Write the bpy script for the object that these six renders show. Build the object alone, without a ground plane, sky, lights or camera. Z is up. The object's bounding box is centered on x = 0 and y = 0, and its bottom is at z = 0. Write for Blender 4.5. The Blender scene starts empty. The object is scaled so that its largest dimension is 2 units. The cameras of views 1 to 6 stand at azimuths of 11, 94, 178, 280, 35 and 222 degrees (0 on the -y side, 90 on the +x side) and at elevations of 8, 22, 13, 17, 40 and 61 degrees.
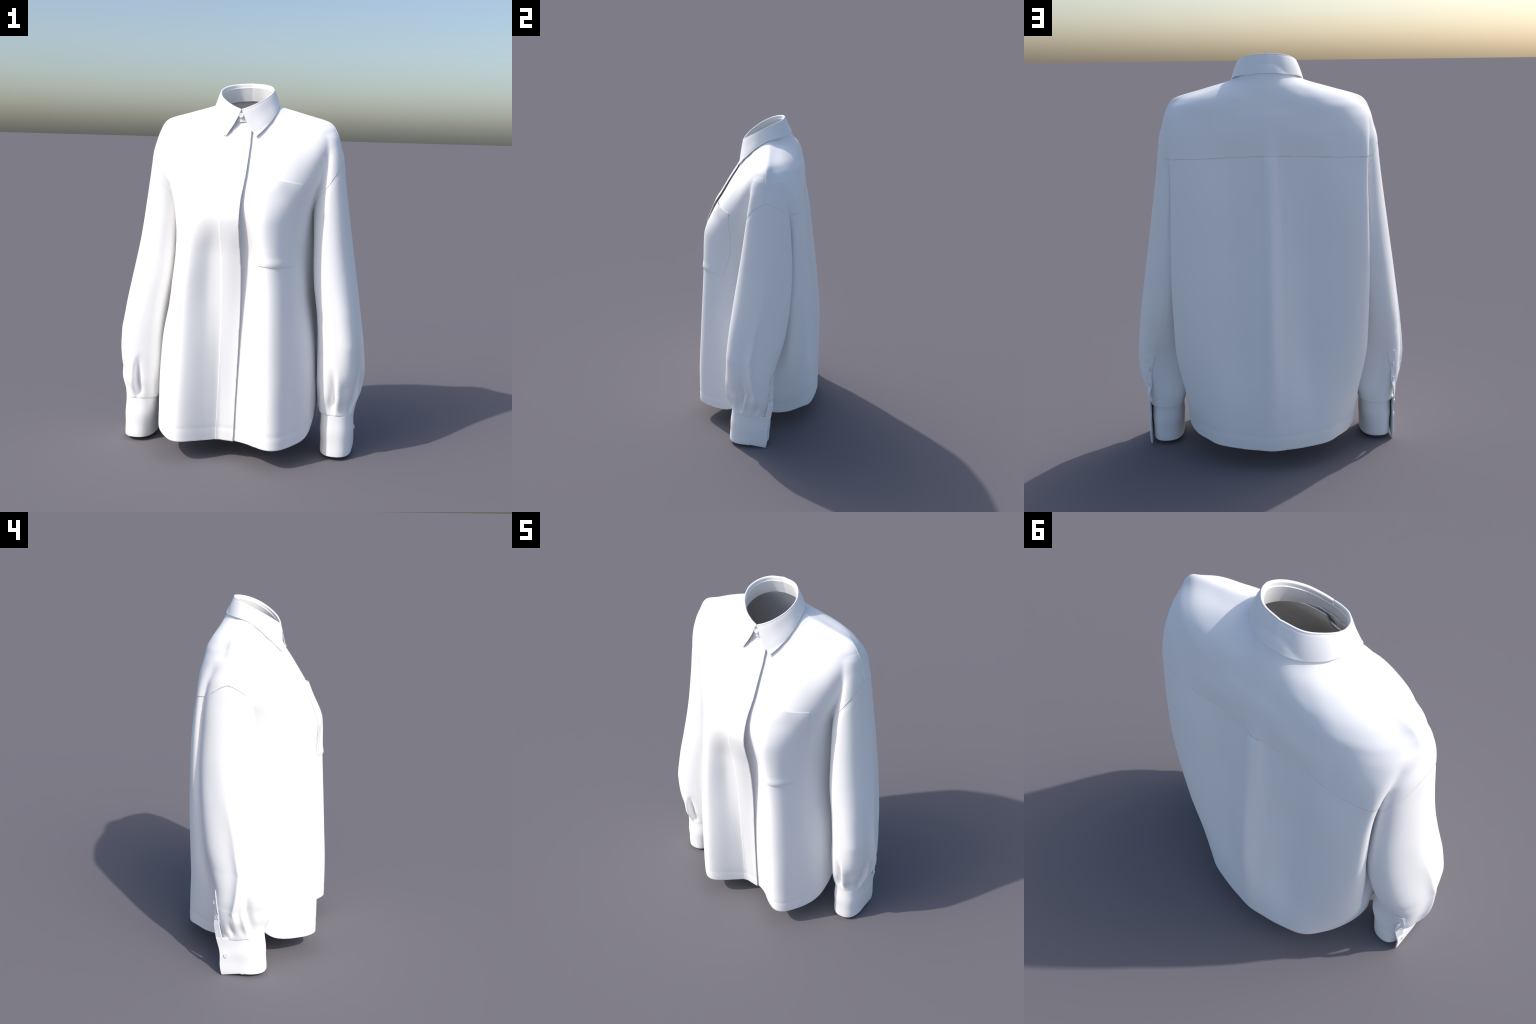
import bpy, bmesh, math
import numpy as np
from mathutils import Vector
from mathutils.bvhtree import BVHTree

# ------------------------------------------------------------------ helpers
def pchip(x, y, xq):
    """monotone cubic through (x,y); y may be (n,k)"""
    x = np.asarray(x, float); y = np.asarray(y, float)
    one = y.ndim == 1
    if one: y = y[:, None]
    xq = np.asarray(xq, float); shp = xq.shape; q = np.clip(xq.ravel(), x[0], x[-1])
    h = np.diff(x)[:, None]; d = np.diff(y, axis=0) / h
    m = np.zeros_like(y)
    if len(x) > 2:
        w1 = 2 * h[1:] + h[:-1]; w2 = h[1:] + 2 * h[:-1]
        ok = d[:-1] * d[1:] > 0
        den = w1 / np.where(ok, d[:-1], 1) + w2 / np.where(ok, d[1:], 1)
        m[1:-1] = np.where(ok, (w1 + w2) / np.where(ok, den, 1), 0)
    m[0] = d[0]; m[-1] = d[-1]
    i = np.clip(np.searchsorted(x, q, side='right') - 1, 0, len(x) - 2)
    hh = h[i]; t = ((q - x[i])[:, None]) / hh
    t2, t3 = t * t, t * t * t
    r = (2*t3 - 3*t2 + 1) * y[i] + (t3 - 2*t2 + t) * hh * m[i] + (-2*t3 + 3*t2) * y[i+1] + (t3 - t2) * hh * m[i+1]
    return r[:, 0].reshape(shp) if one else r.reshape(shp + (y.shape[1],))

def smooth(a, b, x):
    t = np.clip((x - a) / (b - a), 0, 1)
    return t * t * (3 - 2 * t)

def gauss(x, w):
    return np.exp(-(x / w) ** 2)

def catmull(P, n):
    """open curve through the points P, n samples, chord-length parameter"""
    P = np.asarray(P, float)
    s = np.r_[0, np.cumsum(np.linalg.norm(np.diff(P, axis=0), axis=1))]
    e = np.vstack([2 * P[0] - P[1], P, 2 * P[-1] - P[-2]])
    se = np.r_[2 * s[0] - s[1], s, 2 * s[-1] - s[-2]]
    m = (e[2:] - e[:-2]) / (se[2:] - se[:-2])[:, None]
    q = np.linspace(0, s[-1], n)
    i = np.clip(np.searchsorted(s, q, side='right') - 1, 0, len(P) - 2)
    h = (s[i+1] - s[i])[:, None]; t = (q - s[i])[:, None] / h
    t2, t3 = t*t, t*t*t
    return (2*t3-3*t2+1)*P[i] + (t3-2*t2+t)*h*m[i] + (-2*t3+3*t2)*P[i+1] + (t3-t2)*h*m[i+1]

# ------------------------------------------------------------------ torso
# Half cross-sections of the draped body, seen from above, at several heights:
# centre front, inner lobe, lobe, front flank, side front, side / back corner ... centre back
TORSO = {
 -0.05: [(0,-.275),(.100,-.305),(.238,-.394),(.335,-.325),(.420,-.155),(.435,0),
        (.425,.100),(.392,.190),(.350,.262),(.285,.335),(.180,.373),(.080,.390),(0,.398)],
 0.1: [(0,-.280),(.100,-.308),(.240,-.398),(.338,-.328),(.422,-.155),(.437,0),
        (.428,.100),(.396,.190),(.353,.264),(.290,.335),(.180,.373),(.080,.391),(0,.400)],
 0.3: [(0,-.288),(.100,-.318),(.238,-.397),(.335,-.322),(.421,-.150),(.440,.020),
        (.442,.100),(.430,.205),(.382,.280),(.300,.335),(.180,.360),(.070,.386),(0,.400)],
 0.6: [(0,-.306),(.100,-.323),(.230,-.383),(.325,-.310),(.400,-.165),(.420,.030),
        (.430,.140),(.481,.218),(.410,.300),(.300,.326),(.170,.310),(.060,.360),(0,.400)],
 0.9: [(0,-.318),(.110,-.318),(.222,-.366),(.308,-.293),(.353,-.148),(.378,.030),
        (.425,.150),(.485,.238),(.420,.304),(.300,.316),(.170,.294),(.060,.328),(0,.380)],
 1.1: [(0,-.332),(.100,-.325),(.210,-.355),(.291,-.275),(.340,-.115),(.368,.020),
        (.420,.160),(.480,.252),(.420,.299),(.300,.308),(.170,.279),(.060,.304),(0,.353)],
 1.28: [(0,-.352),(.080,-.350),(.197,-.344),(.285,-.258),(.348,-.130),(.375,.020),
        (.418,.160),(.474,.250),(.415,.291),(.300,.305),(.180,.278),(.060,.288),(0,.325)],
 1.42: [(0,-.302),(.080,-.312),(.180,-.292),(.287,-.238),(.370,-.135),(.405,.020),
        (.428,.160),(.470,.245),(.408,.278),(.300,.293),(.180,.273),(.060,.277),(0,.305)],
 1.52: [(0,-.250),(.100,-.248),(.200,-.232),(.312,-.187),(.402,-.100),(.460,.050),
        (.450,.160),(.470,.238),(.402,.263),(.300,.275),(.180,.268),(.060,.272),(0,.288)],
 1.62: [(0,-.192),(.100,-.188),(.200,-.168),(.320,-.133),(.420,-.075),(.487,.050),
        (.472,.140),(.471,.212),(.402,.248),(.300,.262),(.180,.272),(.080,.274),(0,.277)],
 1.7: [(0,-.143),(.100,-.136),(.200,-.112),(.320,-.082),(.430,-.042),(.500,.050),
        (.485,.110),(.468,.172),(.400,.219),(.300,.245),(.180,.258),(.080,.266),(0,.268)],
 1.75: [(0,-.118),(.100,-.110),(.200,-.080),(.320,-.047),(.420,-.012),(.488,.060),
        (.476,.090),(.455,.130),(.400,.188),(.300,.232),(.180,.246),(.080,.248),(0,.250)],
 1.79: [(0,-.102),(.090,-.092),(.165,-.058),(.280,-.018),(.385,.020),(.464,.062),
        (.444,.080),(.422,.100),(.370,.162),(.280,.210),(.180,.230),(.080,.234),(0,.235)],
 1.84: [(0,-.088),(.075,-.070),(.130,-.043),(.172,-.010),(.235,.028),(.300,.062),
        (.288,.080),(.266,.105),(.246,.142),(.200,.176),(.130,.199),(.060,.211),(0,.215)],
 1.885: [(0,-.075),(.060,-.068),(.110,-.040),(.135,0),(.152,.030),(.158,.055),
        (.156,.075),(.150,.090),(.140,.106),(.130,.130),(.090,.165),(.050,.185),(0,.190)],
 1.96: [(0,-.055),(.050,-.048),(.090,-.030),(.115,0),(.125,.030),(.130,.060),
        (.128,.070),(.122,.084),(.112,.098),(.095,.115),(.070,.135),(.035,.150),(0,.155)],
}
T_CY = 0.045                      # sections are star-shaped about (0, T_CY)
NT, NZ = 1440, 820
Z0, Z1 = -0.05, 1.96

def torso_table():
    zs = np.array(sorted(TORSO)); A = np.array([TORSO[k] for k in zs])
    zq = np.linspace(Z0, Z1, NZ)
    S = pchip(zs, A.reshape(len(zs), -1), zq).reshape(NZ, -1, 2)
    tab = np.zeros((NZ, NT)); tq = np.linspace(-np.pi, np.pi, NT, endpoint=False)
    for k in range(NZ):
        x, y = S[k, :, 0], S[k, :, 1] - T_CY
        th = np.arctan2(x, -y); th[0] = 0; th[-1] = np.pi
        r = np.hypot(x, y)
        t3 = np.r_[-th[:0:-1], th, 2*np.pi - th[-2:0:-1]]
        r3 = np.r_[r[:0:-1], r, r[-2:0:-1]]
        # cardinal spline over three wraps
        m = np.zeros_like(r3); m[1:-1] = (r3[2:] - r3[:-2]) / (t3[2:] - t3[:-2])
        i = np.clip(np.searchsorted(t3, tq, side='right') - 1, 0, len(t3) - 2)
        h = t3[i+1] - t3[i]; t = (tq - t3[i]) / h; t2, tt = t*t, t*t*t
        tab[k] = (2*tt-3*t2+1)*r3[i] + (tt-2*t2+t)*h*m[i] + (-2*tt+3*t2)*r3[i+1] + (tt-t2)*h*m[i+1]
    # soften
    for _ in range(40):
        tab = (np.roll(tab, 1, 1) + 2*tab + np.roll(tab, -1, 1)) / 4
    for _ in range(14):
        p = np.pad(tab, ((1, 1), (0, 0)), mode='edge'); tab = (p[:-2] + 2*p[1:-1] + p[2:]) / 4
    return tab

# ------------------------------------------------------------------ sleeve
# height: inner x, outer x, front y, back y
SLEEVE = {
 0.10: (.466,.644,-.145,.095), 0.22: (.462,.648,-.146,.108), 0.27: (.450,.656,-.150,.110), 0.36: (.443,.685,-.170,.102),
 0.47: (.440,.702,-.178,.110), 0.60: (.436,.691,-.172,.152), 0.75: (.424,.666,-.158,.193),
 0.95: (.396,.629,-.132,.218), 1.15: (.385,.592,-.102,.226), 1.35: (.376,.563,-.075,.214), 1.50: (.390,.543,-.055,.200),
 1.60: (.400,.531,-.040,.178), 1.66: (.405,.515,-.028,.152), 1.71: (.412,.493,-.008,.135), 1.735:(.430,.470,.030,.090),
}
_sz = np.array(sorted(SLEEVE)); _sa = np.array([SLEEVE[k] for k in _sz])

def sleeve_table():
    zq = np.linspace(Z0, Z1, NZ); S = pchip(_sz, _sa, zq)
    xi, xo, yf, yb = S.T
    cx, cy = (xi+xo)/2, (yf+yb)/2
    a, b = (xo-xi)/2, (yb-yf)/2
    shrink = np.where(zq > 1.735, np.exp(-(zq-1.735)/.01), 1)
    a, b = a*shrink, b*shrink
    tq = np.linspace(-np.pi, np.pi, NT, endpoint=False)
    # flattened where it hangs loose: the outer and inner edges come nearly to a fold
    kz = [.2, .28, .42, .60, .80, 1.0, 1.2]
    nf = pchip(kz, [2.2, 1.5, .95, 1.15, 1.6, 2.0, 2.1], zq)[:, None]      # front side
    nb = pchip(kz, [2.8, 2.3, 1.0, .98, 1.10, 1.4, 2.0], zq)[:, None]     # back side
    nx = np.where(np.cos(tq)[None] > 0, nf, nb)
    nx = np.where(np.sin(tq)[None] > 0, nx, .3*nx + .7*2.15)                     # inner edge fuller
    nx = np.where((np.sin(tq)[None] < 0) & (np.cos(tq)[None] > 0), nx + pchip([.3, .5, .7, .95, 1.2], [0, .5, .9, .9, 0], zq)[:, None], nx)
    nx = np.where((np.sin(tq)[None] < 0) & (np.cos(tq)[None] < 0), nx + pchip([.2, .3, .42, .6], [.3, 1.0, .9, 0], zq)[:, None], nx)
    n = nx*np.sin(tq)[None]**2 + 2.2*np.cos(tq)[None]**2
    r = (np.abs(np.sin(tq)[None]/a[:, None])**n + np.abs(np.cos(tq)[None]/b[:, None])**n) ** (-1/n)
    # gathers pleated into the cuff: angle measured from the front toward the outside
    zz = zq[:, None]
    def pleat(th0, th1, top, depth, w):
        t = np.clip((top - zz) / (top - .23), 0, 1.15)
        th = th0 + (th1-th0)*t
        d = (tq[None] - th + np.pi) % (2*np.pi) - np.pi
        g = smooth(0, .65, t)*(1 - .93*smooth(.66, .97, t))
        return depth*g*(-np.exp(-(np.where(d > 0, d/(w*.35), d/w))**2) + .35*np.exp(-((d-1.15*w)/(w*.8))**2))
    r = r + pleat(-.25, .0, .52, .044, .17) + pleat(1.10, .85, .52, .040, .17)
    r = r + pleat(1.85, 1.95, .36, .010, .2) + pleat(-1.0, -.9, .42, .010, .3)
    # soft drape
    r = r + .004*np.sin(3*tq[None] + 2.2*zz)*smooth(.25, .6, zz)*smooth(1.5, 1.1, zz)
    for _ in range(110):
        r = (np.roll(r, 1, 1) + 2*r + np.roll(r, -1, 1))/4
    return r, cx, cy

T_TAB = torso_table()
S_TAB, S_CX, S_CY = sleeve_table()
_dz = (Z1-Z0)/(NZ-1); _dt = 2*np.pi/NT
def slope(tab, cx=None, cy=None):
    rz = np.gradient(tab, _dz, axis=0)
    rt = (np.roll(tab, -1, 1) - np.roll(tab, 1, 1))/(2*_dt)/np.maximum(tab, .02)
    return 1/np.sqrt(1 + np.minimum(rz**2, 25) + np.minimum(rt**2, 4))
T_SL, S_SL = slope(T_TAB), slope(S_TAB)

def lookup(tab, th, z):
    a = (th + np.pi)/_dt; i = np.floor(a).astype(int); fa = a - i
    b = np.clip((z - Z0)/_dz, 0, NZ - 1.001); j = b.astype(int); fb = b - j
    i0 = i % NT; i1 = (i+1) % NT
    return (tab[j, i0]*(1-fa) + tab[j, i1]*fa)*(1-fb) + (tab[j+1, i0]*(1-fa) + tab[j+1, i1]*fa)*fb

def f_torso(p):
    x, y, z = p[:, 0], p[:, 1] - T_CY, p[:, 2]
    th = np.arctan2(x, -y)
    return (np.hypot(x, y) - lookup(T_TAB, th, z))*lookup(T_SL, th, z)

def tuck(x, y, z):
    """the inner half of the sleeve is drawn in toward the armhole, behind and in front"""
    a = np.interp(z, [.6, 1.1, 1.3, 1.6, 1.74], [0, .25, .6, .9, .7])
    b = np.interp(z, [.9, 1.2, 1.4, 1.6, 1.74], [0, 0, .15, .4, .2])
    c = np.clip(x - .01, -.1, 0)
    # the outer edge twists: back near the cuff opening, forward above it
    k = np.interp(z, [.2, .25, .31, .40, .5, .62, .8, 1.0], [0, 0, .2, .36, .15, -.13, -.13, 0])
    return c*(a*smooth(0, .08, y) - b*smooth(0, .08, -y)) + k*np.clip(x, 0, .2)

def f_sleeve(p):
    z = p[:, 2]
    b = np.clip((z - Z0)/_dz, 0, NZ - 1.001); j = b.astype(int); fb = b - j
    cx = S_CX[j]*(1-fb) + S_CX[j+1]*fb; cy = S_CY[j]*(1-fb) + S_CY[j+1]*fb
    x, y = np.abs(p[:, 0]) - cx, p[:, 1] - cy
    y = y - tuck(x, y, z)
    th = np.arctan2(x, -y)
    return np.maximum((np.hypot(x, y) - lookup(S_TAB, th, z))*lookup(S_SL, th, z), z - 1.74)

def blend(z):
    return np.interp(z, [0, 1.15, 1.35, 1.55, 1.68, 1.76], [.002, .003, .010, .016, .022, .022])

def seam_z(p):        # height of the dropped shoulder seam
    x, y = np.abs(p[:, 0]), p[:, 1]
    return 1.625 - 1.4*(.55 - x) - .35*np.abs(y - .07)

def f_body(p):
    """torso with the sleeve heads, which end a little below the shoulder seams"""
    a, b = f_torso(p), np.maximum(f_sleeve(p), (seam_z(p) - .03 - p[:, 2])*.5); k = blend(p[:, 2])
    h = np.maximum(k - np.abs(a - b), 0)/k
    return np.minimum(a, b) - h*h*k*.25

def grad(f, p, e=1e-3):
    g = np.zeros_like(p)
    for c in range(3):
        d = np.zeros(3); d[c] = e
        g[:, c] = (f(p + d) - f(p - d))/(2*e)
    return g

# ------------------------------------------------------------------ iso-surface (surface nets)
def surface_nets(f, lo, hi, step):
    n = [int(round((hi[c]-lo[c])/step)) + 1 for c in range(3)]
    ax = [lo[c] + step*np.arange(n[c]) for c in range(3)]
    X, Y = np.meshgrid(ax[0], ax[1], indexing='ij')
    xy = np.c_[X.ravel(), Y.ravel()]
    V = np.empty(n)
    for k, z in enumerate(ax[2]):
        V[:, :, k] = f(np.c_[xy, np.full(len(xy), z)]).reshape(n[0], n[1])
    s = V < 0
    m = tuple(k-1 for k in n)
    acc = np.zeros(m + (3,), np.float32); cnt = np.zeros(m, np.int16)
    off = [(0,0,0),(1,0,0),(0,1,0),(1,1,0),(0,0,1),(1,0,1),(0,1,1),(1,1,1)]
    sl = lambda A, o: A[o[0]:o[0]+m[0], o[1]:o[1]+m[1], o[2]:o[2]+m[2]]
    for a in range(8):
        for c in range(3):
            if off[a][c]: continue
            b = list(off[a]); b[c] = 1; b = tuple(b)
            va, vb = sl(V, off[a]), sl(V, b)
            cr = sl(s, off[a]) != sl(s, b)
            t = np.where(cr, va/np.where(cr, va - vb, 1), 0)
            cnt += cr
            for d in range(3):
                acc[..., d] += np.where(cr, off[a][d] + (t if d == c else 0), 0)
    act = cnt > 0
    idx = -np.ones(m, int); idx[act] = np.arange(act.sum())
    ii = np.argwhere(act)
    P = np.array(lo) + step*(ii + acc[act]/cnt[act][:, None])
    Q = []
    for c in range(3):
        u, v = [(1, 2), (2, 0), (0, 1)][c]
        sa = [slice(1, n[k]-1) for k in range(3)]; sb = list(sa)
        sa[c] = slice(0, n[c]-1); sb[c] = slice(1, n[c])
        A, B = s[tuple(sa)], s[tuple(sb)]
        e = np.argwhere(A != B)
        flip = A[A != B]
        base = e.copy()
        for k in range(3):
            if k != c: base[:, k] += 1
        def cell(du, dv):
            q = base.copy(); q[:, u] -= du; q[:, v] -= dv
            return idx[q[:, 0], q[:, 1], q[:, 2]]
        q = np.c_[cell(1, 1), cell(0, 1), cell(0, 0), cell(1, 0)]
        q[~flip] = q[~flip][:, ::-1]
        Q.append(q)
    return P, np.vstack(Q)

def project(f, P, it=3, lim=.006):
    for _ in range(it):
        v = f(P); g = grad(f, P); st = -(v/np.maximum((g*g).sum(1), .05))[:, None]*g
        l = np.linalg.norm(st, axis=1, keepdims=True)
        P = P + st*np.minimum(1, lim/np.maximum(l, 1e-9))
    return P

def subdivide(P, Q):
    e = np.sort(np.vstack([Q[:, [0, 1]], Q[:, [1, 2]], Q[:, [2, 3]], Q[:, [3, 0]]]), axis=1)
    ue, inv = np.unique(e, axis=0, return_inverse=True); inv = inv.reshape(4, -1)
    n = len(P); ne = len(ue)
    NP = np.vstack([P, P[ue].mean(1), P[Q].mean(1)])
    E = n + inv; C = n + ne + np.arange(len(Q))
    return NP, np.vstack([np.c_[Q[:, k], E[k], C, E[k-1]] for k in range(4)])

# ------------------------------------------------------------------ clip a polygon mesh by a scalar on its vertices
def clip(P, F, s):
    """keep the side where s > 0; P array, F list of index tuples"""
    s = np.where(np.abs(s) < 1e-6, 1e-6, s)
    keep, cut = [], []
    pos = (s > 0).tolist(); s = s.tolist()
    for f in F:
        k = sum(pos[i] for i in f)
        if k == len(f): keep.append(f)
        elif k: cut.append(f)
    newp, ed = [], {}
    base = len(P)
    for f in cut:
        o = []
        for a, b in zip(f, f[1:] + f[:1]):
            if pos[a]: o.append(a)
            if pos[a] != pos[b]:
                key = (a, b) if a < b else (b, a)
                if key not in ed:
                    t = s[key[0]]/(s[key[0]] - s[key[1]])
                    ed[key] = base + len(newp); newp.append(P[key[0]]*(1-t) + P[key[1]]*t)
                o.append(ed[key])
        if len(o) > 2: keep.append(tuple(o))
    P2 = np.vstack([P, np.array(newp)]) if newp else P
    used = sorted({i for f in keep for i in f}); mp = {o: n for n, o in enumerate(used)}
    return P2[used], [tuple(mp[i] for i in f) for f in keep]

def vertex_normals(P, F):
    N = np.zeros_like(P)
    A = np.array([f[:3] for f in F])
    fn = np.cross(P[A[:, 1]] - P[A[:, 0]], P[A[:, 2]] - P[A[:, 0]])
    for k in range(3): np.add.at(N, A[:, k], fn)
    return N/np.maximum(np.linalg.norm(N, axis=1, keepdims=True), 1e-12)

# ------------------------------------------------------------------ material
def fabric(name, col=(.965, .965, .965)):
    m = bpy.data.materials.new(name); m.use_nodes = True
    nt = m.node_tree; b = nt.nodes['Principled BSDF']
    tc = nt.nodes.new('ShaderNodeTexCoord')
    no = nt.nodes.new('ShaderNodeTexNoise'); no.inputs['Scale'].default_value = 900; no.inputs['Detail'].default_value = 2
    nt.links.new(tc.outputs['Object'], no.inputs['Vector'])
    rp = nt.nodes.new('ShaderNodeValToRGB')
    rp.color_ramp.elements[0].position = .3; rp.color_ramp.elements[1].position = .7
    rp.color_ramp.elements[0].color = tuple(c*.985 for c in col) + (1,)
    rp.color_ramp.elements[1].color = tuple(min(1, c*1.015) for c in col) + (1,)
    nt.links.new(no.outputs['Fac'], rp.inputs['Fac']); nt.links.new(rp.outputs['Color'], b.inputs['Base Color'])
    b.inputs['Roughness'].default_value = .8
    b.inputs['Specular IOR Level'].default_value = .3
    return m

WHITE = fabric('white_cotton')
def plastic():
    m = bpy.data.materials.new('white_button'); m.use_nodes = True
    nt = m.node_tree; b = nt.nodes['Principled BSDF']
    tc = nt.nodes.new('ShaderNodeTexCoord'); no = nt.nodes.new('ShaderNodeTexNoise'); no.inputs['Scale'].default_value = 60
    nt.links.new(tc.outputs['Object'], no.inputs['Vector'])
    rp = nt.nodes.new('ShaderNodeValToRGB')
    rp.color_ramp.elements[0].color = (.90, .90, .90, 1); rp.color_ramp.elements[1].color = (.93, .93, .93, 1)
    nt.links.new(no.outputs['Fac'], rp.inputs['Fac']); nt.links.new(rp.outputs['Color'], b.inputs['Base Color'])
    b.inputs['Roughness'].default_value = .45
    return m
BUTTON = plastic()

# ------------------------------------------------------------------ objects
root = bpy.data.objects.new('shirt', None); bpy.context.scene.collection.objects.link(root)
root['label'] = 'plain white long-sleeved button-up shirt with pointed collar'
root['category'] = 'shirt'

def add(name, P, F, parent=root, mat=WHITE, thick=0, smooth_shade=True, offset=-1):
    me = bpy.data.meshes.new(name)
    me.from_pydata([tuple(p) for p in P], [], [tuple(int(i) for i in f) for f in F]); me.update()
    if thick:
        bm = bmesh.new(); bm.from_mesh(me); bmesh.ops.remove_doubles(bm, verts=bm.verts[:], dist=.0009); bm.to_mesh(me); bm.free()
    if smooth_shade: me.polygons.foreach_set('use_smooth', [True]*len(me.polygons))
    me.materials.append(mat)
    o = bpy.data.objects.new(name, me); bpy.context.scene.collection.objects.link(o); o.parent = parent
    if thick:
        md = o.modifiers.new('thickness', 'SOLIDIFY'); md.thickness = thick; md.offset = offset; md.use_even_offset = False
    return o

def grid_faces(nu, nv, wrap=False):
    F = []
    for i in range(nu if wrap else nu-1):
        for j in range(nv-1):
            a, b = i*nv + j, ((i+1) % nu)*nv + j
            F.append((a, b, b+1, a+1))
    return F

def solid_grid(A, N, t):
    """closed thin slab from a (nu,nv,3) sheet A and per-point normals N; N side is the face"""
    nu, nv = A.shape[:2]
    top, bot = A + N*t/2, A - N*t/2
    P = np.vstack([top.reshape(-1, 3), bot.reshape(-1, 3)]); n = nu*nv
    F = grid_faces(nu, nv); F = F + [tuple(i + n for i in f[::-1]) for f in F]
    ring = [i*nv for i in range(nu)] + [(nu-1)*nv + j for j in range(1, nv)] + [i*nv + nv-1 for i in range(nu-2, -1, -1)] + list(range(nv-2, 0, -1))
    for a, b in zip(ring, ring[1:] + ring[:1]): F.append((b, a, a+n, b+n))
    return P, F

def sheet_normals(A):
    du = np.gradient(A, axis=0); dv = np.gradient(A, axis=1)
    N = np.cross(du, dv); return N/np.maximum(np.linalg.norm(N, axis=2, keepdims=True), 1e-9)

def fix_normals(o):
    bm = bmesh.new(); bm.from_mesh(o.data); bmesh.ops.recalc_face_normals(bm, faces=bm.faces[:]); bm.to_mesh(o.data); bm.free()

def bevel_smooth(o, w=.0012):
    md = o.modifiers.new('edge', 'BEVEL'); md.width = w; md.segments = 2; md.limit_method = 'ANGLE'; md.angle_limit = math.radians(50); md.harden_normals = True
    for p in o.data.polygons: p.use_smooth = True

# ------------------------------------------------------------------ body surface
P, Q = surface_nets(f_body, (-.595, -.44, .02), (.595, .44, 1.945), .0100)
P = project(f_body, P, 4)
# relax a little so that the net is even, then return to the surface
def relax(P, Q, w=.5):
    S = np.zeros_like(P); C = np.zeros(len(P))
    for a, b in ((0, 1), (1, 2), (2, 3), (3, 0)):
        np.add.at(S, Q[:, a], P[Q[:, b]]); np.add.at(S, Q[:, b], P[Q[:, a]])
        np.add.at(C, Q[:, a], 1); np.add.at(C, Q[:, b], 1)
    return P*(1-w) + w*S/C[:, None]
for _ in range(2): P = project(f_body, relax(P, Q), 1)
P, Q = subdivide(P, Q)
P = project(f_body, P, 2)
for _ in range(2): P = relax(P, Q, .4)

x, y, z = P.T
F = [tuple(q) for q in Q.tolist()]

# seam rules ----------------------------------------------------------
def s_body(P):        # > 0 on the torso and above the shoulder seam
    return np.maximum(P[:, 2] - seam_z(P), .006 - f_torso(P))
def s_cuff(P):        # > 0 above the cuff seam
    return P[:, 2] - (.226 - .13*P[:, 1])
def neck_plane(P):    # > 0 outside the neck opening
    x, y, z = P.T
    ring = np.sqrt((x/.157)**2 + ((y - .022)/.146)**2)*.14 - .14
    return np.maximum(ring, (1.792 + .42*(y + .11)) - z)
def side_y(P):        # y of the shoulder seam / side seam
    return .055 + .0*P[:, 2]
def hem_z(P):         # shirt-tail hem: level in front and behind, rising to the side seams
    x, y = P[:, 0], P[:, 1]
    front = pchip([-.42, -.37, -.29, -.23, -.185, -.15, -.12, -.09, -.05, .06], [.110, .110, .117, .122, .132, .150, .174, .198, .24, .31], y)
    front = np.where(np.abs(x) < .2, np.minimum(front, .100 + .012*smooth(.05, .22, np.abs(x))), front)
    back = pchip([.05, .09, .13, .17, .22, .30, .35, .40], [.17, .138, .128, .122, .119, .124, .113, .097], y)
    return np.where(y < .055, front, back)
def s_hem(P): return P[:, 2] - hem_z(P)
EDGE_Z = [0.0, .097, .334, .623, .90, 1.03, 1.27, 1.37, 1.50, 1.64, 1.753, 1.9]
EDGE_X = [.033, .035, .045, .058, .064, .062, .051, .052, .061, .062, .058, .056]
def edge_x(z): return pchip(EDGE_Z, EDGE_X, z)

# drape displacement (along y at the front / back)
def drape(P, side=0):
    x, y, z = P.T; D = np.zeros_like(P)
    fr = smooth(.02, -.12, y); bk = smooth(.08, .2, y)
    # centre-front valley beside the placket, deep at the hem
    D[:, 1] += fr*.013*gauss(x + .055, .035)*smooth(.9, .1, z)
    # box pleat on the back, fading downwards
    w = .030 + .015*smooth(1.5, .9, z)
    pl = smooth(w+.006, w-.003, np.abs(x - (-.002 - .03*smooth(1.4, .6, z))))
    D[:, 1] += bk*.010*pl*smooth(.85, 1.45, z)*(.35 + .65*smooth(1.535, 1.50, z))
    # the turned-up hem pulls in along its stitching
    D[:, :2] -= np.c_[x, y - T_CY]/np.hypot(x, y - T_CY)[:, None]*((.0013*gauss(z - hem_z(P) - .07, .014)) + .0006*smooth(.06, .0, z - hem_z(P)))[:, None]
    return D

def part(P, F, *rules):
    for r in rules: P, F = clip(P, F, r(P))
    return P, F

neg = lambda r: (lambda P: -r(P))
bodyP, bodyF = part(P, F, neck_plane)
torP, torF = part(bodyP, bodyF, s_body)
frontP, frontF = part(torP, torF, lambda P: side_y(P) - P[:, 1], s_hem)
rearP, rearF = part(torP, torF, lambda P: P[:, 1] - side_y(P))
YOKE = 1.532
backP, backF = part(rearP, rearF, lambda P: YOKE - .012*np.abs(P[:, 0])/.45 - P[:, 2], s_hem)
yokeP, yokeF = part(rearP, rearF, lambda P: P[:, 2] - YOKE + .012*np.abs(P[:, 0])/.45)
TH = .0035
frontP = frontP + drape(frontP); backP = backP + drape(backP)
rightP, rightF = part(frontP, frontF, lambda P: edge_x(P[:, 2]) - .075 - P[:, 0])
plackP, plackF = part(frontP, frontF, lambda P: P[:, 0] - edge_x(P[:, 2]) + .1, lambda P: edge_x(P[:, 2]) - P[:, 0])
leftP, leftF = part(frontP, frontF, lambda P: P[:, 0] - edge_x(P[:, 2]) + .05)
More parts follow.
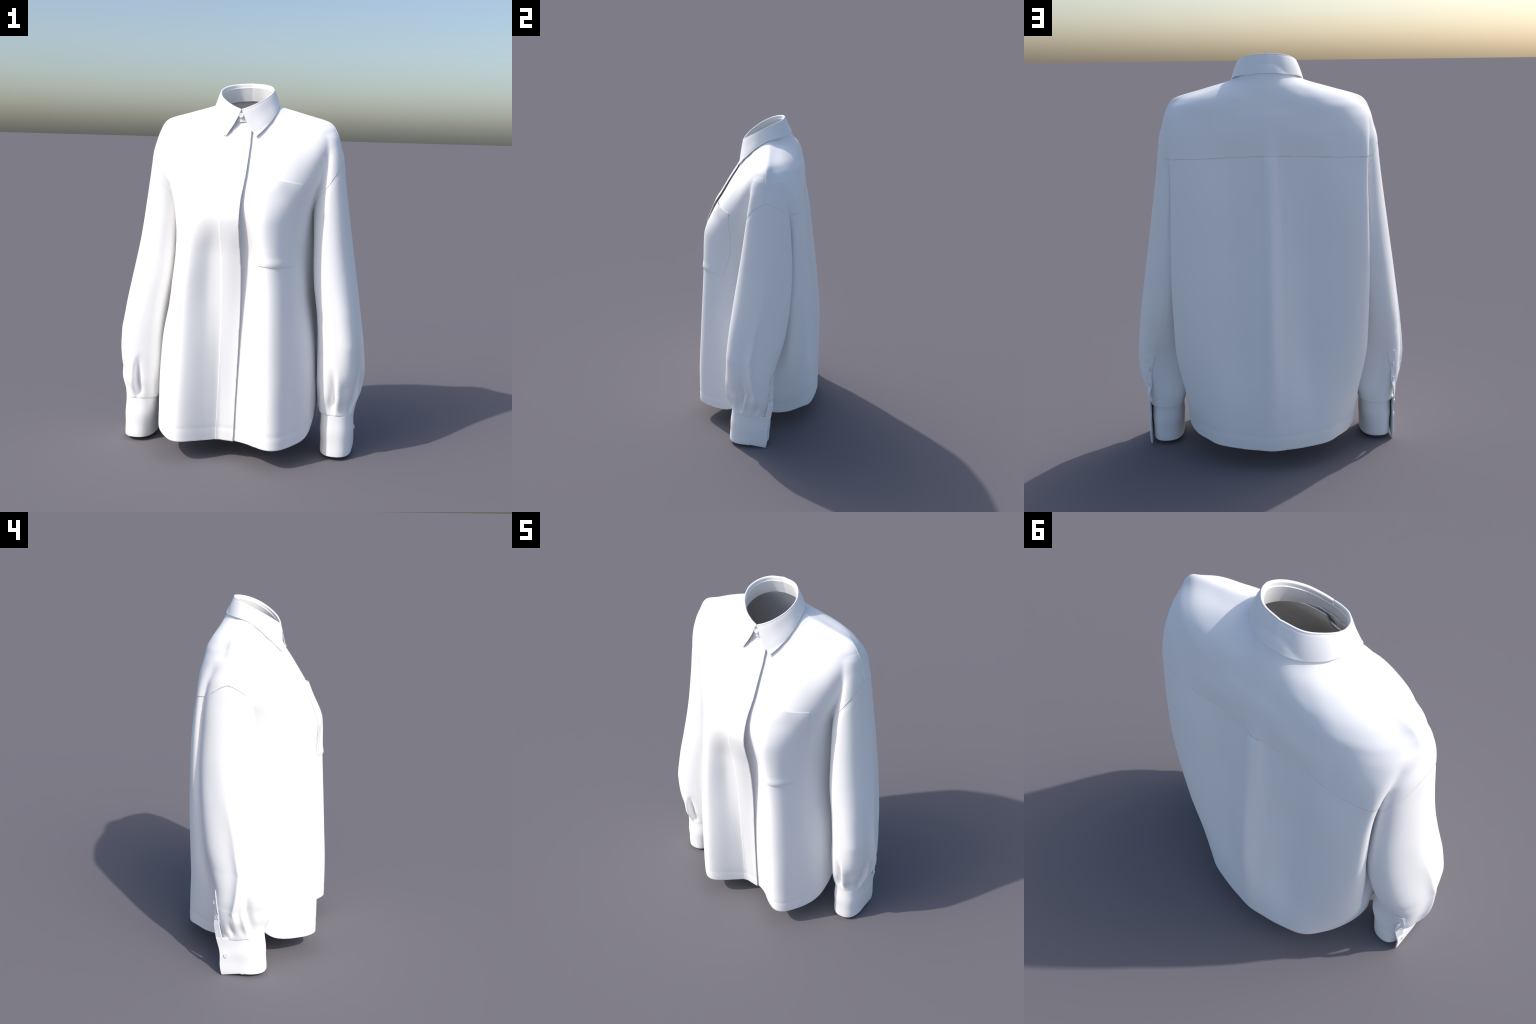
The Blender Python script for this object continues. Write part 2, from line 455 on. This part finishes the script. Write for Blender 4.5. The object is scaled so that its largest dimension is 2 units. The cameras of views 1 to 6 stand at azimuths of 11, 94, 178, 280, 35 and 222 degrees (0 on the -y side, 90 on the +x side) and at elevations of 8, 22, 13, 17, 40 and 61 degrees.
# the left front lies behind the placket and sinks away from it at the bust
zz = leftP[:, 2]
dep = pchip([0, .1, .4, .8, 1.1, 1.25, 1.4, 1.6, 1.75, 1.9], [.005, .005, .005, .012, .030, .034, .018, .010, .008, .007], zz)
u = leftP[:, 0] - edge_x(zz)
leftP[:, 1] += dep*smooth(.14, .0, u)
plackP = plackP + vertex_normals(plackP, plackF)*.0042
yokeP = yokeP + vertex_normals(yokeP, yokeF)*.0014

add('front_panel', rightP, rightF, thick=TH)
left_front = add('front_panel', leftP, leftF, thick=TH)
add('back_panel', backP, backF, thick=TH)
add('yoke', yokeP, yokeF, thick=TH)
add('button_placket', plackP, plackF, thick=.003)

BODY = BVHTree.FromPolygons([tuple(p) for p in torP], torF)
LEFT = BVHTree.FromPolygons([tuple(p) for p in leftP], leftF)
PLACK = BVHTree.FromPolygons([tuple(p) for p in plackP], plackF)

# ------------------------------------------------------------------ sleeves, cuffs, sleeve plackets, buttons
def button_mesh(r=.0125):
    prof = [(0, .0012), (.45, .0012), (.55, .0014), (.64, .0026), (.78, .0036), (.92, .003), (1, .0015), (1, -.001), (.9, -.002), (0, -.002)]
    n = 32; V = []; F = []
    for i in range(n):
        a = 2*math.pi*i/n
        for q, h in prof: V.append((q*r*math.cos(a), q*r*math.sin(a), h))
    k = len(prof)
    for i in range(n):
        for j in range(k-1):
            a, b = i*k + j, ((i+1) % n)*k + j
            F.append((a, a+1, b+1, b))
    for s in (-1, 1):            # thread bar across the holes
        c = len(V); w, l, h = .0008, .0035, .0022
        for dx in (-l, l):
            for dy in (-w, w):
                V += [(dx, dy + s*.002, .0008), (dx, dy + s*.002, h)]
        F += [(c, c+1, c+3, c+2), (c+4, c+6, c+7, c+5), (c+1, c+5, c+7, c+3), (c, c+4, c+5, c+1), (c+2, c+3, c+7, c+6)]
    me = bpy.data.meshes.new('button'); me.from_pydata(V, [], F); me.validate(); me.update()
    me.polygons.foreach_set('use_smooth', [True]*len(me.polygons)); me.materials.append(BUTTON)
    return me
BTN = button_mesh()
def put_button(loc, normal, parent, spin=0.):
    o = bpy.data.objects.new('button', BTN); bpy.context.scene.collection.objects.link(o); o.parent = parent
    o.rotation_mode = 'QUATERNION'
    q = Vector(normal).normalized().to_track_quat('Z', 'Y')
    from mathutils import Quaternion
    o.rotation_quaternion = q @ Quaternion((0, 0, 1), spin); o.location = loc
    return o

def sheet_up(A, sx):   # orient rows for the mirrored side
    return A if sx > 0 else A[::-1]

for sx in (1, -1):
    # ---- sleeve tube: rings of the sleeve sections, trimmed at the shoulder seam and at the cuff seam
    zr = np.r_[np.arange(.19, .56, .004), np.arange(.56, 1.68, .007)]; tr = np.linspace(-np.pi, np.pi, 220, endpoint=False)
    TT, ZZ = np.meshgrid(tr, zr, indexing='ij'); tt, zz_ = TT.ravel(), ZZ.ravel()
    rr = lookup(S_TAB, tt, zz_)
    lx, l0 = rr*np.sin(tt), -rr*np.cos(tt); ly = l0.copy()
    for _ in range(5): ly = l0 + tuck(lx, ly, zz_)
    sP = np.c_[lx + np.interp(zz_, np.linspace(Z0, Z1, NZ), S_CX), ly + np.interp(zz_, np.linspace(Z0, Z1, NZ), S_CY), zz_]
    sF = grid_faces(220, len(zr), wrap=True)
    sP, sF = part(sP, sF, lambda P: seam_z(P) + .012 - P[:, 2], s_cuff)
    nn = vertex_normals(sP, sF)
    if (nn*(sP - np.array([.54, .03, 0])))[:, :2].sum() < 0: sF = [f[::-1] for f in sF]; nn = -nn
    sP = sP - nn*(.0010*smooth(-.05, -.01, sP[:, 2] - seam_z(sP)))[:, None]
    sP[:, 0] *= sx
    if sx < 0: sF = [f[::-1] for f in sF]
    sleeve = add('sleeve', sP, sF, thick=TH)
    # ---- cuff: a band that winds once round and ends in a free overlapping edge at the outer back
    nz = 26; nth = 170; nl = 28
    A = np.zeros((nth + nl, nz, 3))
    t_in, t_out = 1.25, 2*math.pi + 1.72        # inner end on the outer face, once round, then straight on
    for j in range(nz):
        v = j/(nz-1)                             # 0 at the bottom
        a = .080 + .003*v; b = .122 - .003*v
        cx, cy = .560 - .003*v, -.034 + .014*v
        y_end = .076 + .026*v + .004*math.sin(8*v)
        for i in range(nth + nl):
            t = t_in + (t_out - t_in)*min(i, nth-1)/(nth-1)
            r = (abs(math.sin(t)/a)**2.4 + abs(math.cos(t)/b)**2.4)**(-1/2.4)
            r -= .010*smooth(3.0, 2.2, t)        # under-lap tucked inside
            px, py = cx + r*math.sin(t), cy - r*math.cos(t)
            f = 0
            if i >= nth:                         # free end
                f = (i - nth + 1)/nl
                px, py = px + .004*f*math.sin(6*v + .5) - .004*f*(1 - v), py + (y_end - py)*f
            zb = .019 - .018*f
            A[i, j] = (sx*px, py, zb + (.238 - .13*py - zb)*v)
    N = sheet_normals(A)
    ctr = np.array([sx*.556, -.03, .12])
    if np.mean(((A - ctr)*N)[..., :2].sum(2)) < 0: N = -N
    # soft bulge and slightly rolled edges
    vv = np.linspace(0, 1, nz)[None, :, None]
    A = A + N*(.003*np.sin(np.pi*vv) + .0025*np.sin(4*np.pi*vv + 1)*.4)
    Pc, Fc = solid_grid(A, N, .007)
    if sx < 0: Fc = [f[::-1] for f in Fc]
    cuff = add('cuff', Pc, Fc, parent=sleeve); bevel_smooth(cuff, .002)
    # ---- sleeve placket strip along the slit
    path = catmull([(.611, .105, .505), (.616, .103, .47), (.622, .099, .43), (.630, .103, .385), (.630, .104, .345), (.638, .104, .305), (.641, .096, .26), (.640, .088, .215)], 60)
    nrm = catmull([(.74, .67, 0), (.77, .64, 0), (.82, .57, 0), (.90, .43, 0), (.82, .57, 0), (.93, .36, 0), (.97, .2, 0), (.98, .16, 0)], 60)
    nrm /= np.linalg.norm(nrm, axis=1, keepdims=True)
    tan = np.gradient(path, axis=0); tan /= np.linalg.norm(tan, axis=1, keepdims=True)
    side = np.cross(tan, nrm)
    m = 9; S = np.zeros((60, m, 3))
    for j in range(m):
        w = (j/(m-1) - .5)*.037
        S[:, j] = path + side*w
    S[..., 0] *= sx
    Ns = np.repeat((nrm*np.array([sx, 1, 1]))[:, None, :], m, axis=1)
    # keep it outside the sleeve
    fl = S.reshape(-1, 3)
    for _ in range(4):
        v = f_sleeve(fl); g = grad(f_sleeve, fl); push = np.maximum(.003 - v, 0)
        fl = fl + push[:, None]*g/np.maximum(np.linalg.norm(g, axis=1, keepdims=True), .3)
    S = fl.reshape(S.shape)
    Pp, Fp = solid_grid(S, Ns, .005)
    if sx < 0: Fp = [f[::-1] for f in Fp]
    strip = add('sleeve_placket', Pp, Fp, parent=sleeve); bevel_smooth(strip, .0015)
    # ---- stitched box with a cross-over at the head of the placket
    def bar(a, b):
        a, b = np.array(a), np.array(b)
        pa, pb = [S[int(round(q[0]*59)), :, :][int(round(q[1]*(m-1)))] for q in (a, b)]
        n0_ = Ns[4, 4]; d = (pb - pa)/np.linalg.norm(pb - pa); e = np.cross(n0_, d)*.0009
        up_ = n0_*.0036; lo_ = n0_*.002
        return [pa - e + lo_, pa + e + lo_, pb + e + lo_, pb - e + lo_, pa - e + up_, pa + e + up_, pb + e + up_, pb - e + up_]
    bv, bf = [], []
    for a, b in (((.02, .06), (.02, .94)), ((.15, .06), (.15, .94)), ((.02, .06), (.15, .06)), ((.02, .94), (.15, .94)), ((.02, .06), (.15, .94)), ((.02, .94), (.15, .06))):
        c = len(bv); bv += bar(a, b)
        bf += [tuple(c + k for k in q) for q in ((4, 5, 6, 7), (0, 1, 5, 4), (1, 2, 6, 5), (2, 3, 7, 6), (3, 0, 4, 7), (3, 2, 1, 0))]
    st = add('placket_stitching', bv, bf, parent=sleeve, smooth_shade=False); fix_normals(st)
    # ---- buttons
    for i in (15, 32):
        put_button(S[i, 4] + Ns[i, 4]*.005, Ns[i, 4], sleeve, .6)
    ic = nth + nl - 11; put_button(A[ic, nz//2] + N[ic, nz//2]*.006, N[ic, nz//2], sleeve, .4)
    ib = nth - 6; put_button(A[ib, 0] - N[ib, 0]*.006 + np.array([0, 0, .005]), N[ib, 0], sleeve, .4)

# ------------------------------------------------------------------ collar
RIM = [(0, .142, 2.0), (.075, .126, 1.994), (.122, .082, 1.980), (.142, .030, 1.957), (.128, -.028, 1.925), (.085, -.078, 1.891), (.038, -.104, 1.866), (.0015, -.115, 1.852)]
FALL = [(0, .178, 1.906), (.080, .164, 1.902), (.142, .116, 1.897), (.170, .050, 1.882), (.170, -.018, 1.842), (.148, -.075, 1.787), (.118, -.112, 1.744), (.086, -.134, 1.708)]
SEAM = [(0, .160, 1.905), (.075, .148, 1.899), (.130, .105, 1.882), (.155, .045, 1.856), (.143, -.020, 1.826), (.098, -.075, 1.802), (.045, -.105, 1.789), (.0, -.116, 1.784)]
def loop(pts, n):
    h = catmull(pts, n); l = h[:0:-1].copy(); l[:, 0] *= -1
    return np.vstack([l, h])
nu = 61
rim, fall, seam = loop(RIM, nu), loop(FALL, nu), loop(SEAM, nu)
K = len(rim)
fall[0] = (-.075, -.140, 1.711)
nv = 22; C = np.zeros((K, nv, 3))
s_end = np.abs(np.linspace(-1, 1, K))
for j in range(nv):
    v = j/(nv-1)
    C[:, j] = rim*(1-v) + fall*v
    out = C[:, j] - np.array([0, .02, 0]); out[:, 2] = 0; out /= np.linalg.norm(out, axis=1, keepdims=True)
    C[:, j] += out*(.003*math.sin(math.pi*v) - .004*math.sin(math.pi*v)**2*smooth(.35, .8, s_end)[:, None]*(1 - smooth(.9, 1, s_end)[:, None]))
    # front edges bow toward the centre
    e = smooth(.86, 1, s_end)*math.sin(math.pi*min(1, v*1.0))
    C[:, j, 0] -= np.sign(C[:, j, 0])*.010*e
fl = C.reshape(-1, 3).copy()
lift = np.tile(np.linspace(0, 1, nv), K)
for _ in range(6):
    v = f_torso(fl); g = grad(f_torso, fl); push = np.maximum(.0055*smooth(.3, .8, lift) - v, 0)
    fl = fl + (push*smooth(.3, .8, lift))[:, None]*g/np.maximum(np.linalg.norm(g, axis=1, keepdims=True), .3)
C = fl.reshape(C.shape)
N = sheet_normals(C)
if np.mean((N*(C - np.array([0, .02, 1.85])))[..., :2]) < 0: N = -N
# profile: outer fall, rolled rim, short inner return
RT = .0045
prof = [C[:, j] + N[:, j]*.003 for j in range(nv-1, 1, -1)]
n0 = N[:, 1]; up = np.array([0, 0, 1.])
for a in np.linspace(-.3, math.pi*1.0, 9):
    prof.append(rim - up*RT + n0*RT*math.cos(a) + up*RT*math.sin(a))
for d in (.010, .018, .026):
    prof.append(rim - up*(RT + d) - n0*(RT - .05*d))
inner = [prof[-1] + n0*.003]
for j in range(3, nv): inner.append(C[:, j] - N[:, j]*.003)
prof = prof + inner
G = np.stack(prof, axis=1); nvp = G.shape[1]
Pg = G.reshape(-1, 3); Fg = []
for i in range(K-1):
    for j in range(nvp):
        j2 = (j+1) % nvp
        Fg.append((i*nvp + j, i*nvp + j2, (i+1)*nvp + j2, (i+1)*nvp + j))
Fg.append(tuple(range(nvp-1, -1, -1))); Fg.append(tuple((K-1)*nvp + j for j in range(nvp)))
collar = add('collar', Pg, Fg); fix_normals(collar); bevel_smooth(collar, .001)
# collar stand: the band inside, from under the rim down to the neckline seam
ns = 14; B = np.zeros((K, ns, 3))
for j in range(ns):
    v = j/(ns-1)
    top = rim - up*.020 - n0*.004
    B[:, j] = top*(1-v) + seam*v
Nb = sheet_normals(B)
if np.mean((Nb*(B - np.array([0, .02, 1.85])))[..., :2]) < 0: Nb = -Nb
# the right end laps over the left one at the front
Pb, Fb = solid_grid(B, Nb, .005)
stand = add('collar_stand', Pb, Fb, parent=root); fix_normals(stand); bevel_smooth(stand, .001)
put_button((.001, -.121, 1.818), (0, -1, .25), stand, .5)

# ------------------------------------------------------------------ chest pocket
def on_left(px, pz):
    h = LEFT.ray_cast(Vector((px, -1, pz)), Vector((0, 1, 0)))
    return (np.array(h[0]), np.array(h[1])) if h[0] else (None, None)
nx_, nz_ = 30, 44
TL, TR, BL, BR = (.150, 1.495), (.345, 1.474), (.150, 1.062), (.318, 1.052)
A = np.zeros((nx_, nz_, 3)); NN = np.zeros((nx_, nz_, 3))
for i in range(nx_):
    for j in range(nz_):
        s, t = i/(nx_-1), j/(nz_-1)        # t 0 = bottom
        px = (BL[0]*(1-s) + BR[0]*s)*(1-t) + (TL[0]*(1-s) + TR[0]*s)*t
        pz = (BL[1]*(1-s) + BR[1]*s)*(1-t) + (TL[1]*(1-s) + TR[1]*s)*t
        p, n = on_left(px, pz)
        if p is None: p, n = A[i, j-1], NN[i, j-1]
        n = n if n[1] < 0 else -n
        A[i, j] = p; NN[i, j] = n
for _ in range(6):
    for ax in (0, 1):
        q = np.pad(NN, [(1, 1) if k == ax else (0, 0) for k in range(3)], mode='edge')
        NN = (q[:-2] + q[1:-1] + q[2:])/3 if ax == 0 else (q[:, :-2] + q[:, 1:-1] + q[:, 2:])/3
NN /= np.linalg.norm(NN, axis=2, keepdims=True)
S, T = np.meshgrid(np.linspace(0, 1, nx_), np.linspace(0, 1, nz_), indexing='ij')
lift = .0022 + .010*smooth(.8, 1, T)*np.sin(np.pi*np.clip(S*1.1, 0, 1))**2*smooth(1, .3, S) + .004*np.sin(np.pi*S)*smooth(.12, .03, T)*smooth(-.01, .03, T)
A = A + NN*lift[..., None]
Pk, Fk = solid_grid(A, NN, .0025)
pocket = add('chest_pocket', Pk, Fk); fix_normals(pocket); bevel_smooth(pocket, .001)
